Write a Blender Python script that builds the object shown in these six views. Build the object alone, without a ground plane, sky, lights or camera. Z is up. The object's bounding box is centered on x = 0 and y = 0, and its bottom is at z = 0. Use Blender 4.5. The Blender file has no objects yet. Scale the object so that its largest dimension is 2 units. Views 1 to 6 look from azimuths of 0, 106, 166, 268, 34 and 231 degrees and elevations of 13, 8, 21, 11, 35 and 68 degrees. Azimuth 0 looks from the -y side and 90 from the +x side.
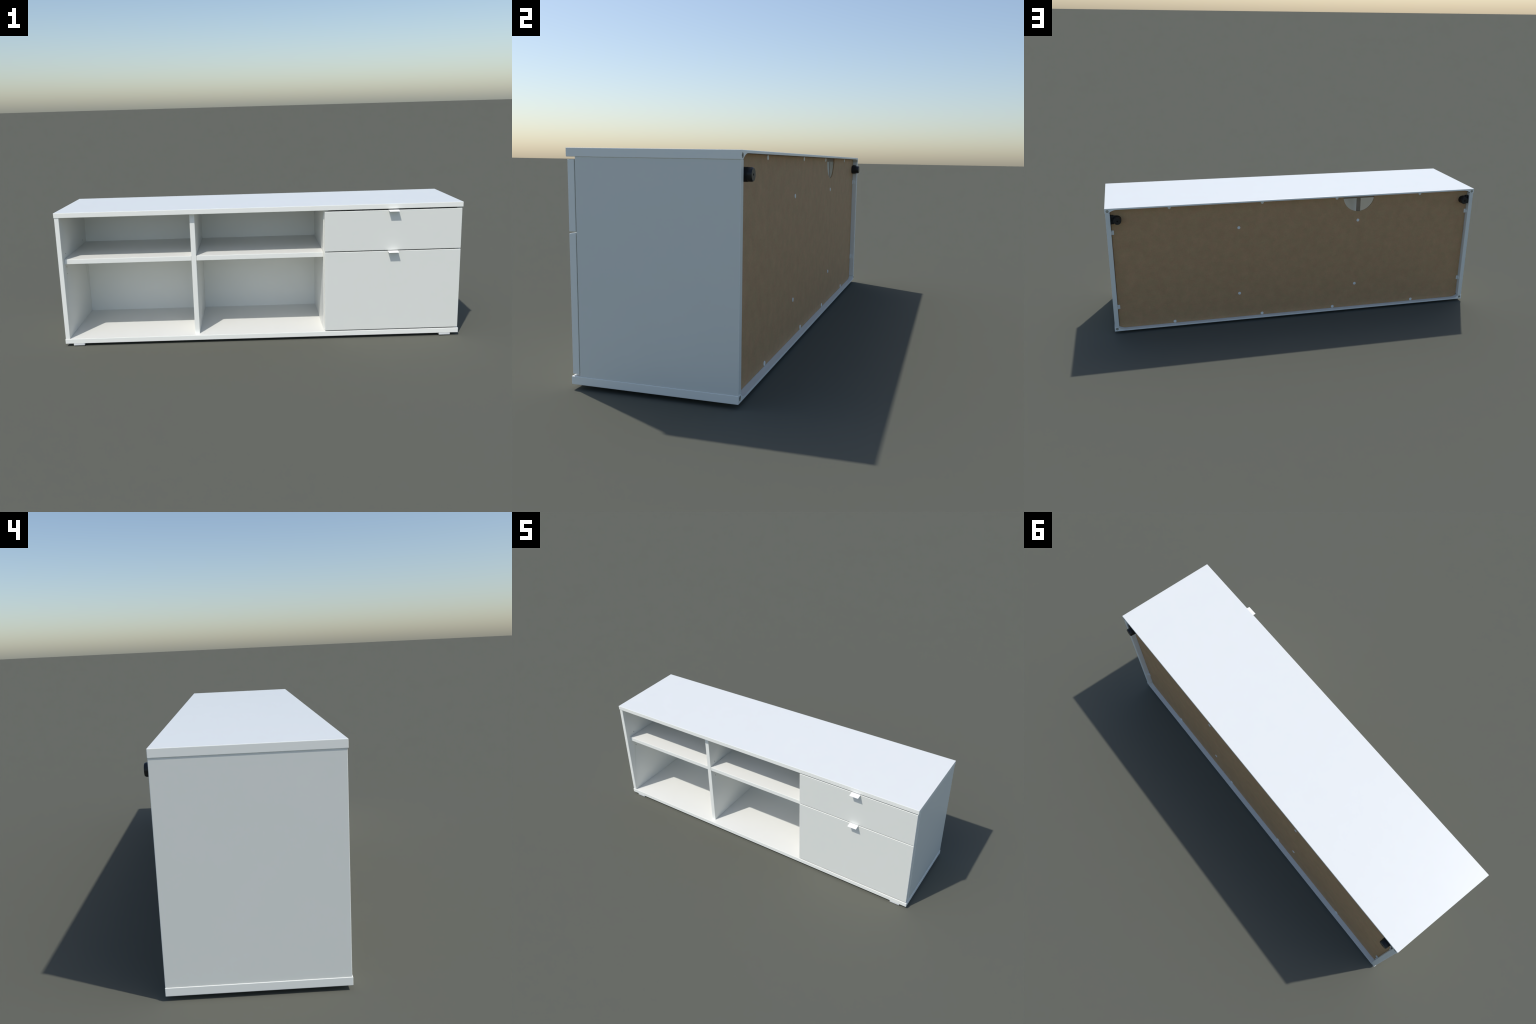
"""Long low white media sideboard: two open bays with shelves, two drawers,
hardboard back held by disc nails and clips, wall spacers, pad feet."""
import bpy, bmesh, math
from mathutils import Vector, Matrix

# ------------------------------------------------------------------ sizes (m)
HALF_W = 1.000                      # top / bottom panel half width
Y_FRONT, Y_BACK = -0.2470, 0.2585   # top / bottom panel depth range
Z_BASE0, Z_BASE1 = 0.0117, 0.0360   # bottom panel
Z_TOP0, Z_TOP1 = 0.6590, 0.6834     # top panel
SIDE_OUT, SIDE_IN = 0.9981, 0.9761  # side panels, |x|
Y_SIDE_L = -0.2447                  # left side comes almost flush with the top
Y_RIGHT = -0.2204                   # right side stops behind the drawer fronts
Y_INNER = -0.2194                   # dividers sit back
Y_SHELF = -0.2178                   # shelves a little further still
Y_SIDE_BACK = 0.2580
DIV_X, DIV_T = 0.3297, 0.0245       # dividers at +-DIV_X
SHELF0, SHELF1 = 0.4204, 0.4446
BOARD0, BOARD1 = 0.2309, 0.2359     # back board front / back plane
LIP = 0.0078                        # material left over the back rebate
REB_FLAT, REB_END = 0.9400, 0.9820  # rebate: flat until, runs out at (|x|)
DRAW_X0, DRAW_X1 = 0.3218, 0.9957
DRAW_Y0, DRAW_Y1 = -0.2452, -0.2245
BEV = 0.0013

# ------------------------------------------------------------------ materials
def new_mat(name):
    m = bpy.data.materials.new(name)
    m.use_nodes = True
    nt = m.node_tree
    return m, nt, nt.nodes["Principled BSDF"]

def lacquer(name, rgb, rough, grain=0.012, coat=0.0):
    """white melamine: nearly even, with a barely visible cloudiness"""
    m, nt, b = new_mat(name)
    co = nt.nodes.new("ShaderNodeTexCoord")
    nz = nt.nodes.new("ShaderNodeTexNoise")
    nz.inputs["Scale"].default_value = 9.0
    nz.inputs["Detail"].default_value = 3.0
    rp = nt.nodes.new("ShaderNodeValToRGB")
    rp.color_ramp.elements[0].position = 0.3
    rp.color_ramp.elements[1].position = 0.7
    rp.color_ramp.elements[0].color = tuple(c * (1 - grain) for c in rgb) + (1,)
    rp.color_ramp.elements[1].color = tuple(min(1, c * (1 + grain)) for c in rgb) + (1,)
    nt.links.new(co.outputs["Object"], nz.inputs["Vector"])
    nt.links.new(nz.outputs["Fac"], rp.inputs["Fac"])
    nt.links.new(rp.outputs["Color"], b.inputs["Base Color"])
    b.inputs["Roughness"].default_value = rough
    b.inputs["Coat Weight"].default_value = coat
    return m

def plain(name, rgb, rough, metallic=0.0):
    m, nt, b = new_mat(name)
    b.inputs["Base Color"].default_value = (*rgb, 1)
    b.inputs["Roughness"].default_value = rough
    b.inputs["Metallic"].default_value = metallic
    return m

def fibreboard(name, dark, light):
    """brown hardboard: soft blotches plus fine fibre speckle"""
    m, nt, b = new_mat(name)
    co = nt.nodes.new("ShaderNodeTexCoord")
    big = nt.nodes.new("ShaderNodeTexNoise")
    big.inputs["Scale"].default_value = 22.0
    big.inputs["Detail"].default_value = 6.0
    big.inputs["Roughness"].default_value = 0.65
    fine = nt.nodes.new("ShaderNodeTexNoise")
    fine.inputs["Scale"].default_value = 170.0
    fine.inputs["Detail"].default_value = 4.0
    fine.inputs["Roughness"].default_value = 0.7
    mix = nt.nodes.new("ShaderNodeMix")
    mix.inputs["Factor"].default_value = 0.5
    rp = nt.nodes.new("ShaderNodeValToRGB")
    e = rp.color_ramp.elements
    e[0].position, e[0].color = 0.30, (*dark, 1)
    e[1].position, e[1].color = 0.70, (*light, 1)
    nt.links.new(co.outputs["Object"], big.inputs["Vector"])
    nt.links.new(co.outputs["Object"], fine.inputs["Vector"])
    nt.links.new(big.outputs["Fac"], mix.inputs[2])
    nt.links.new(fine.outputs["Fac"], mix.inputs[3])
    nt.links.new(mix.outputs[0], rp.inputs["Fac"])
    # slow drift between a greener and a redder brown
    hue = nt.nodes.new("ShaderNodeTexNoise")
    hue.inputs["Scale"].default_value = 35.0
    hue.inputs["Detail"].default_value = 2.0
    tint = nt.nodes.new("ShaderNodeValToRGB")
    t = tint.color_ramp.elements
    t[0].position, t[0].color = 0.35, (0.965, 1.01, 0.99, 1)
    t[1].position, t[1].color = 0.65, (1.03, 0.99, 1.0, 1)
    mul = nt.nodes.new("ShaderNodeMix")
    mul.data_type = 'RGBA'
    mul.blend_type = 'MULTIPLY'
    mul.inputs["Factor"].default_value = 1.0
    nt.links.new(co.outputs["Object"], hue.inputs["Vector"])
    nt.links.new(hue.outputs["Fac"], tint.inputs["Fac"])
    nt.links.new(rp.outputs["Color"], mul.inputs[6])
    nt.links.new(tint.outputs["Color"], mul.inputs[7])
    nt.links.new(mul.outputs[2], b.inputs["Base Color"])
    bump = nt.nodes.new("ShaderNodeBump")
    bump.inputs["Strength"].default_value = 0.15
    bump.inputs["Distance"].default_value = 0.001
    nt.links.new(fine.outputs["Fac"], bump.inputs["Height"])
    nt.links.new(bump.outputs["Normal"], b.inputs["Normal"])
    b.inputs["Roughness"].default_value = 0.7
    return m

FACE = lacquer("white_melamine_face", (0.830, 0.842, 0.782), 0.36, 0.004)
TOPF = lacquer("white_melamine_top", (0.822, 0.834, 0.806), 0.31, 0.004)
INNER = lacquer("white_melamine_inside", (0.845, 0.845, 0.800), 0.36, 0.004)
INSIDE_WALL = lacquer("white_melamine_wall", (0.880, 0.885, 0.838), 0.36, 0.004)
LINER = lacquer("white_back_liner", (0.970, 0.976, 0.918), 0.40, 0.004)
EDGE = lacquer("white_edge_band", (0.945, 0.952, 0.888), 0.36, 0.004)
RAW = fibreboard("raw_chipboard", (0.235, 0.175, 0.118), (0.325, 0.245, 0.170))
BACK = fibreboard("brown_hardboard", (0.425, 0.263, 0.129), (0.560, 0.347, 0.179))
PLASTIC = plain("white_plastic", (0.84, 0.85, 0.81), 0.4)
ENAMEL = plain("white_enamel_metal", (0.95, 0.95, 0.93), 0.35)
FOOT = plain("white_foot_plastic", (0.775, 0.790, 0.780), 0.4)
BORE = plain("drilled_chipboard", (0.17, 0.14, 0.11), 0.8)
HOUSING = plain("black_matt_plastic", (0.007, 0.007, 0.007), 0.6)
BLACK = plain("black_rubber_plastic", (0.012, 0.012, 0.012), 0.38)
PLUG = plain("plug_grey_beige", (0.42, 0.40, 0.31), 0.5)
STEEL = plain("zinc_steel", (0.55, 0.55, 0.53), 0.4, 1.0)

# ------------------------------------------------------------------ builders
ROOT = bpy.data.objects.new("sideboard", None)
bpy.context.collection.objects.link(ROOT)
ROOT["label"] = "long low white sideboard with open shelves and two drawers"
ROOT["category"] = "sideboard"

def place(name, mesh, loc=(0, 0, 0), parent=None):
    ob = bpy.data.objects.new(name, mesh)
    bpy.context.collection.objects.link(ob)
    ob.parent = parent or ROOT
    ob.matrix_world = Matrix.Translation(loc)
    return ob

def child_loc(parent, world):
    return Vector(world) - parent.matrix_world.translation

def bevel_all(bm, width, segs=2):
    bmesh.ops.bevel(bm, geom=bm.edges[:], offset=width, segments=segs,
                    profile=0.5, affect='EDGES', clamp_overlap=True)

def box_bm(x0, x1, y0, y1, z0, z1, bev=BEV, segs=2):
    bm = bmesh.new()
    c = Vector(((x0 + x1) / 2, (y0 + y1) / 2, (z0 + z1) / 2))
    bmesh.ops.create_cube(bm, size=1.0)
    for v in bm.verts:
        v.co = Vector((v.co.x * (x1 - x0), v.co.y * (y1 - y0), v.co.z * (z1 - z0)))
    if bev:
        bevel_all(bm, bev, segs)
    return bm, c

def to_mesh(bm, name, mats):
    bmesh.ops.recalc_face_normals(bm, faces=bm.faces[:])
    me = bpy.data.meshes.new(name)
    bm.to_mesh(me)
    bm.free()
    for m in mats:
        me.materials.append(m)
    return me

def smooth_by_angle(me, deg=35):
    me.polygons.foreach_set("use_smooth", [True] * len(me.polygons))
    me.set_sharp_from_angle(angle=math.radians(deg))

def panel(name, x0, x1, y0, y1, z0, z1, thin, bev=BEV, parent=None, face=None):
    """melamine panel: big faces in FACE, the narrow banded sides in EDGE"""
    bm, c = box_bm(x0, x1, y0, y1, z0, z1, bev)
    bm.normal_update()
    for f in bm.faces:
        f.material_index = 0 if abs(f.normal[thin]) > 0.99 else 1
    me = to_mesh(bm, name, [face or FACE, EDGE, RAW, INSIDE_WALL, BORE, FACE])
    ob = place(name, me, c)
    if parent:
        ob.parent = parent
        ob.matrix_world = Matrix.Translation(c)
    return ob

def prism_y(pts, y0, y1):
    """closed outline in (x, z) pushed along y"""
    bm = bmesh.new()
    a = [bm.verts.new((x, y0, z)) for x, z in pts]
    b = [bm.verts.new((x, y1, z)) for x, z in pts]
    n = len(pts)
    bm.faces.new(a)
    bm.faces.new(b[::-1])
    for i in range(n):
        j = (i + 1) % n
        bm.faces.new((a[i], b[i], b[j], a[j]))
    return bm

def cut(ob, cutters):
    """boolean-subtract the cutter bmeshes (world space) and apply"""
    tmp = []
    for bm in cutters:
        me = to_mesh(bm, "cutter", [FACE, EDGE, RAW])
        co = bpy.data.objects.new("cutter", me)
        bpy.context.collection.objects.link(co)
        md = ob.modifiers.new("cut", 'BOOLEAN')
        md.operation = 'DIFFERENCE'
        md.solver = 'EXACT'
        md.object = co
        tmp.append(co)
    bpy.context.view_layer.update()
    dg = bpy.context.evaluated_depsgraph_get()
    me = bpy.data.meshes.new_from_object(ob.evaluated_get(dg))
    ob.modifiers.clear()
    old = ob.data
    me.name = old.name
    ob.data = me
    bpy.data.meshes.remove(old)
    for co in tmp:
        m = co.data
        bpy.data.objects.remove(co)
        bpy.data.meshes.remove(m)
    return ob

def cylinder_bm(r, p0, p1, n=28):
    bm = bmesh.new()
    p0, p1 = Vector(p0), Vector(p1)
    d = p1 - p0
    rot = Vector((0, 0, 1)).rotation_difference(d.normalized()).to_matrix().to_4x4()
    mat = Matrix.Translation((p0 + p1) / 2) @ rot
    bmesh.ops.create_cone(bm, cap_ends=True, segments=n, radius1=r, radius2=r,
                          depth=d.length, matrix=mat)
    return bm

def lathe_y(profile, n=40):
    """profile of (radius, y), spun round the y axis; r = 0 closes an end"""
    bm = bmesh.new()
    rings = []
    for r, y in profile:
        if r <= 0:
            rings.append([bm.verts.new((0, y, 0))])
        else:
            rings.append([bm.verts.new((r * math.cos(2 * math.pi * i / n), y,
                                        r * math.sin(2 * math.pi * i / n)))
                          for i in range(n)])
    for a, b in zip(rings, rings[1:]):
        for i in range(n):
            j = (i + 1) % n
            if len(a) == 1:
                bm.faces.new((a[0], b[i], b[j]))
            elif len(b) == 1:
                bm.faces.new((a[i], b[0], a[j]))
            else:
                bm.faces.new((a[i], b[i], b[j], a[j]))
    return bm

# ------------------------------------------------------------------ rebate outline
def rebate_arc(steps=14):
    """run-out of the saw cut: (|x|, depth lost), from flat to full thickness"""
    full = (Z_TOP1 - Z_TOP0) - LIP
    dx = REB_END - REB_FLAT
    r = (dx * dx + full * full) / (2 * full)
    out = []
    for i in range(steps + 1):
        s = dx * i / steps
        out.append((REB_FLAT + s, r - math.sqrt(r * r - s * s)))
    return out

def rebate_outline(z_flat, sgn, z_out):
    """sgn +1: cut rises into the top panel; -1: cut sinks into the base"""
    arc = [(x, z_flat - sgn * d) for x, d in rebate_arc()]
    right = arc + [(REB_END + 0.0005, z_out)]
    left = [(-x, z) for x, z in right]
    return right + left[::-1]

def corner_bores(z):
    return [cylinder_bm(0.0072, (s * 0.9869, Y_BACK - 0.007, z),
                        (s * 0.9869, Y_BACK + 0.01, z)) for s in (1, -1)]

def finish_slab(ob):
    """raw chipboard shows only where the rebate wall and bores were cut"""
    me = ob.data
    off = ob.matrix_world.translation
    for p in me.polygons:
        c = p.center + off
        if abs(c.y - BOARD0) < 0.0008 and abs(p.normal.y) > 0.9:
            p.material_index = 2
        elif abs(c.y - BOARD1) < 0.03 and c.y < Y_BACK - 0.002 and \
                abs(abs(c.x) - 0.9869) < 0.0078 and p.area < 2e-4 and \
                Z_BASE0 + 0.004 < c.z < Z_TOP1 - 0.004 and \
                (abs(c.z - 0.6694) < 0.0075 or abs(c.z - 0.0256) < 0.0075) and \
                math.hypot(abs(c.x) - 0.9869, c.z - (0.6694 if c.z > 0.3 else 0.0256)) < 0.0072:
            p.material_index = 2

# ------------------------------------------------------------------ carcass
top = panel("top_panel", -HALF_W, HALF_W, Y_FRONT, Y_BACK, Z_TOP0, Z_TOP1, 2, face=TOPF)
cut(top, [prism_y(rebate_outline(Z_TOP1 - LIP, 1, Z_TOP0 - 0.004), BOARD0, Y_BACK + 0.02)]
    + corner_bores(0.6694))
finish_slab(top)

base = panel("bottom_panel", -HALF_W, HALF_W, Y_FRONT, Y_BACK, Z_BASE0, Z_BASE1, 2, face=INNER)
cut(base, [prism_y(rebate_outline(Z_BASE0 + LIP, -1, Z_BASE1 + 0.004), BOARD0, Y_BACK + 0.02)]
    + corner_bores(0.0256))
finish_slab(base)

# shelf-pin holes: a front and a rear column of four, one hidden by the shelf
PIN_Z = [0.4675, 0.4330, 0.3988, 0.3643]
PIN_Y = [-0.1797, 0.1590]
def pin_bores(x, direction):
    return [cylinder_bm(0.0027, (x + direction * 0.008, y, zz), (x - direction * 0.004, y, zz), 16)
            for zz in PIN_Z for y in PIN_Y]

left = panel("side_panel", -SIDE_OUT, -SIDE_IN, Y_SIDE_L, Y_SIDE_BACK, Z_BASE1, Z_TOP0, 0)
cut(left, pin_bores(-SIDE_IN, -1))
def pin_linings(ob):
    """raw chipboard inside the drilled holes"""
    off = ob.matrix_world.translation
    for p in ob.data.polygons:
        c = p.center + off
        if any(math.hypot(c.y - y, c.z - zz) < 0.0034 for y in PIN_Y for zz in PIN_Z) and p.area < 1e-4:
            p.material_index = 4
pin_linings(left)
right = panel("side_panel", SIDE_IN, SIDE_OUT, Y_RIGHT, Y_SIDE_BACK, Z_BASE1, Z_TOP0, 0)

for s in (-1, 1):
    d = panel("divider", s * DIV_X - DIV_T / 2, s * DIV_X + DIV_T / 2,
              Y_INNER, BOARD0 - 0.0003, Z_BASE1, Z_TOP0, 0, face=INSIDE_WALL)
    cut(d, pin_bores(s * DIV_X - DIV_T / 2, 1) +
        (pin_bores(s * DIV_X + DIV_T / 2, -1) if s < 0 else []))
    pin_linings(d)
    for p in d.data.polygons:                     # unbanded rear edge
        if p.normal.y > 0.9 and p.center.y > 0.2:
            p.material_index = 2

for ob, sgn in ((left, 1), (right, -1)):
    for p in ob.data.polygons:
        if p.normal.x * sgn > 0.99 and p.area > 0.01:
            p.material_index = 3                  # inner side of a side panel
        elif p.normal.y > 0.9:
            p.material_index = 5                  # rear edge, same foil as the face
for p in top.data.polygons:                       # ceiling of the bays
    if p.normal.z < -0.99 and p.area > 0.01 and p.center.z < 0 and p.material_index == 0:
        p.material_index = 3
GAP = 0.0004
for x0, x1 in ((-SIDE_IN + GAP, -DIV_X - DIV_T / 2 - GAP),
               (-DIV_X + DIV_T / 2 + GAP, DIV_X - DIV_T / 2 - GAP)):
    panel("shelf", x0, x1, Y_SHELF, BOARD0 - 0.001, SHELF0, SHELF1, 2, face=INNER)

# ------------------------------------------------------------------ back board
BX = 0.9756                        # board half width, a slim gap to the sides
CABLE_R, CABLE_X = 0.0885, -DIV_X  # half-round cable notch at the upper edge
CLEAR = 0.0008
zt, zb = Z_TOP1 - LIP - CLEAR, Z_BASE0 + LIP + CLEAR
arc = [(x, d) for x, d in rebate_arc() if x < BX]
pts = []
pts += [(x, zb + d) for x, d in arc]                          # lower right corner
pts += [(BX, zb + arc[-1][1] + 0.002), (BX, zt - arc[-1][1] - 0.002)]
pts += [(x, zt - d) for x, d in reversed(arc)]
for i in range(0, 41):                                        # notch, right to left
    a = math.pi * i / 40
    pts.append((CABLE_X + CABLE_R * math.cos(a), zt - CABLE_R * math.sin(a)))
pts += [(-x, zt - d) for x, d in arc]
pts += [(-BX, zt - arc[-1][1] - 0.002), (-BX, zb + arc[-1][1] + 0.002)]
pts += [(-x, zb + d) for x, d in reversed(arc)]
bm = prism_y(pts, BOARD0, BOARD1)
for v in bm.verts:                                            # rear side edges planed back
    if v.co.y > BOARD1 - 1e-5 and abs(v.co.x) > 0.9728:
        v.co.x = math.copysign(0.9728, v.co.x)
bmesh.ops.recalc_face_normals(bm, faces=bm.faces[:])
for f in bm.faces:
    f.material_index = 1 if f.normal.y < -0.9 else 0          # white inside, brown outside
board = place("back_panel", to_mesh(bm, "back_panel", [BACK, LINER]))

# disc-headed nails through the board
NAILS = [(x, z) for z in (0.6668, 0.0290) for x in (-0.684, -0.2043, 0.2043, 0.684)]
NAILS += [(s * DIV_X, z) for s in (1, -1) for z in (0.5356, 0.1605)]
nail_me = to_mesh(lathe_y([(0.0080, 0.0), (0.0080, 0.0012), (0.0070, 0.0021), (0, 0.0024)], 28),
                  "nail", [PLASTIC])
smooth_by_angle(nail_me)
for x, zz in NAILS:
    ob = place("nail", nail_me, (x, BOARD1, zz), board)
    ob.matrix_world = Matrix.Translation((x, BOARD1, zz))

# corner clips that press the board against the sides
def clip_mesh():
    bm, c = box_bm(-0.0125, 0, 0, 0.0030, -0.0112, 0.0112, 0.0006)
    bmesh.ops.translate(bm, verts=bm.verts[:], vec=c)
    b2, c2 = box_bm(-0.0050, 0, 0.0022, 0.0130, -0.0085, 0.0085, 0.0012)
    bmesh.ops.translate(b2, verts=b2.verts[:], vec=c2)
    tmp = bpy.data.meshes.new("tmp")
    b2.to_mesh(tmp)
    b2.free()
    bm.from_mesh(tmp)
    bpy.data.meshes.remove(tmp)
    return to_mesh(bm, "clip", [PLASTIC])
clip_r = clip_mesh()
clip_l = clip_r.copy()
clip_l.transform(Matrix.Scale(-1, 4, (1, 0, 0)))
clip_l.flip_normals()
for s, me in ((1, clip_r), (-1, clip_l)):
    for zz in (0.5520, 0.1425):
        p = (s * SIDE_IN, BOARD1, zz)
        ob = place("clip", me, p, board)
        ob.matrix_world = Matrix.Translation(p)

# confirmat screws sunk in the corner bores: a pale ring round a steel socket
ring_me = to_mesh(lathe_y([(0.0070, -0.0069), (0.0070, -0.0012), (0.0064, -0.0008), (0.0032, -0.0010),
                           (0.0030, -0.0040), (0, -0.0040)], 28), "screw", [PLUG, STEEL])
for p in ring_me.polygons:
    if math.hypot(p.center.x, p.center.z) < 0.0031:
        p.material_index = 1
for s in (1, -1):
    for zz, slab in ((0.6694, top), (0.0256, base)):
        ob = place("screw", ring_me, (0, 0, 0), slab)
        ob.matrix_world = Matrix.Translation((s * 0.9869, Y_BACK, zz))

# ------------------------------------------------------------------ wall spacers
SP_X, SP_Z = 0.9420, 0.6206
SP = 0.274 - BOARD1
body_prof = [(0.0197, 0.0), (0.0197, 0.0225), (0.0194, 0.0238), (0, 0.0238)]
tip_prof = [(0.0192, 0.0230), (0.0192, 0.0335), (0.0186, 0.0352), (0.0172, SP),
            (0.0034, SP), (0.0034, SP - 0.010), (0, SP - 0.010)]
def absorb(bm, other, index):
    for f in other.faces:
        f.material_index = index
    t = bpy.data.meshes.new("t")
    other.to_mesh(t)
    other.free()
    bm.from_mesh(t)
    bpy.data.meshes.remove(t)
def spacer_mesh(side):
    """round buffer on a bracket that hooks on the side panel"""
    bm = bmesh.new()
    absorb(bm, lathe_y(body_prof, 48), 1)
    absorb(bm, lathe_y(tip_prof, 48), 0)
    x_side = SIDE_IN - SP_X
    for (x0, x1, y0, y1, z0, z1) in (
            (0.000, x_side, 0.0, 0.0090, -0.0200, 0.0206),
            (0.018, x_side, 0.0, 0.0110, -0.0215, -0.004),
            (0.018, x_side, 0.0, 0.0110, 0.004, 0.0240),
            (x_side - 0.005, x_side, 0.0, 0.0150, -0.0215, 0.0240)):
        b, c = box_bm(x0, x1, y0, y1, z0, z1, 0.0008)
        bmesh.ops.translate(b, verts=b.verts[:], vec=c)
        absorb(bm, b, 1)
    if side < 0:
        for v in bm.verts:
            v.co.x = -v.co.x
    me = to_mesh(bm, "wall_spacer", [BLACK, HOUSING])
    smooth_by_angle(me, 30)
    return me
for s in (1, -1):
    place("wall_spacer", spacer_mesh(s), (s * SP_X, BOARD1 + 0.0002, SP_Z))

# ------------------------------------------------------------------ drawers
HANDLE_X0, HANDLE_X1 = 0.6345, 0.6840
def handle_mesh():
    """bent sheet tab, origin on the drawer's upper front edge; (y, z) section"""
    t = 0.0016
    upper = [(0.0125, t), (-0.0005, t), (-0.0025, t - 0.0001), (-0.0045, t - 0.0004),
             (-0.0284, -0.0026)]
    lower = [(-0.0288, -0.0033), (-0.0282, -0.0040), (-0.0045, -0.0012), (-0.0020, -0.0002),
             (-0.0002, 0.0001), (0.0125, 0.0001)]
    sec = upper + lower
    w = (HANDLE_X1 - HANDLE_X0) / 2
    bm = bmesh.new()
    a = [bm.verts.new((-w, y, z)) for y, z in sec]
    b = [bm.verts.new((w, y, z)) for y, z in sec]
    n = len(sec)
    bm.faces.new(a)
    bm.faces.new(b[::-1])
    for i in range(n):
        j = (i + 1) % n
        bm.faces.new((a[i], b[i], b[j], a[j]))
    me = to_mesh(bm, "drawer_handle", [ENAMEL])
    smooth_by_angle(me, 25)
    return me
handle = handle_mesh()

def drawer_box(z0, height, parent):
    """plain tray behind the front: two sides, rear wall and floor"""
    x0, x1 = DIV_X + DIV_T / 2 + 0.016, SIDE_IN - 0.016
    y0, y1, t = DRAW_Y1, 0.200, 0.014
    z1 = z0 + height
    bm = bmesh.new()
    for q in ((x0, x0 + t, y0, y1, z0, z1), (x1 - t, x1, y0, y1, z0, z1),
              (x0 + t, x1 - t, y1 - t, y1, z0, z1),
              (x0 + t, x1 - t, y0, y1 - t, z0 + 0.008, z0 + 0.014)):
        b, c = box_bm(*q, bev=0.0006, segs=1)
        bmesh.ops.translate(b, verts=b.verts[:], vec=c)
        tm = bpy.data.meshes.new("t")
        b.to_mesh(tm)
        b.free()
        bm.from_mesh(tm)
        bpy.data.meshes.remove(tm)
    ob = place("drawer_box", to_mesh(bm, "drawer_box", [EDGE]))
    ob.parent = parent
    ob.matrix_world = Matrix.Identity(4)
    return ob

for z0, z1, h in ((0.4525, 0.6520, 0.110), (0.0415, 0.4474, 0.240)):
    front = panel("drawer", DRAW_X0, DRAW_X1, DRAW_Y0, DRAW_Y1, z0, z1, 1)
    ob = place("drawer_handle", handle)
    ob.parent = front
    ob.matrix_world = Matrix.Translation(((HANDLE_X0 + HANDLE_X1) / 2, DRAW_Y0, z1))
    drawer_box(z0 + 0.022, h, front)

# ------------------------------------------------------------------ pad feet
FOOT_W, FOOT_X = 0.0565, 0.9318
bm, c = box_bm(-FOOT_W / 2, FOOT_W / 2, 0, FOOT_W, 0, Z_BASE0, 0.0022, 3)
bmesh.ops.translate(bm, verts=bm.verts[:], vec=c)
foot_me = to_mesh(bm, "foot", [FOOT])
smooth_by_angle(foot_me, 30)
for s in (1, -1):
    for y in (Y_FRONT + 0.0006, Y_BACK - 0.035 - FOOT_W):
        place("foot", foot_me, (s * FOOT_X, y, 0))
bpy.context.view_layer.update()
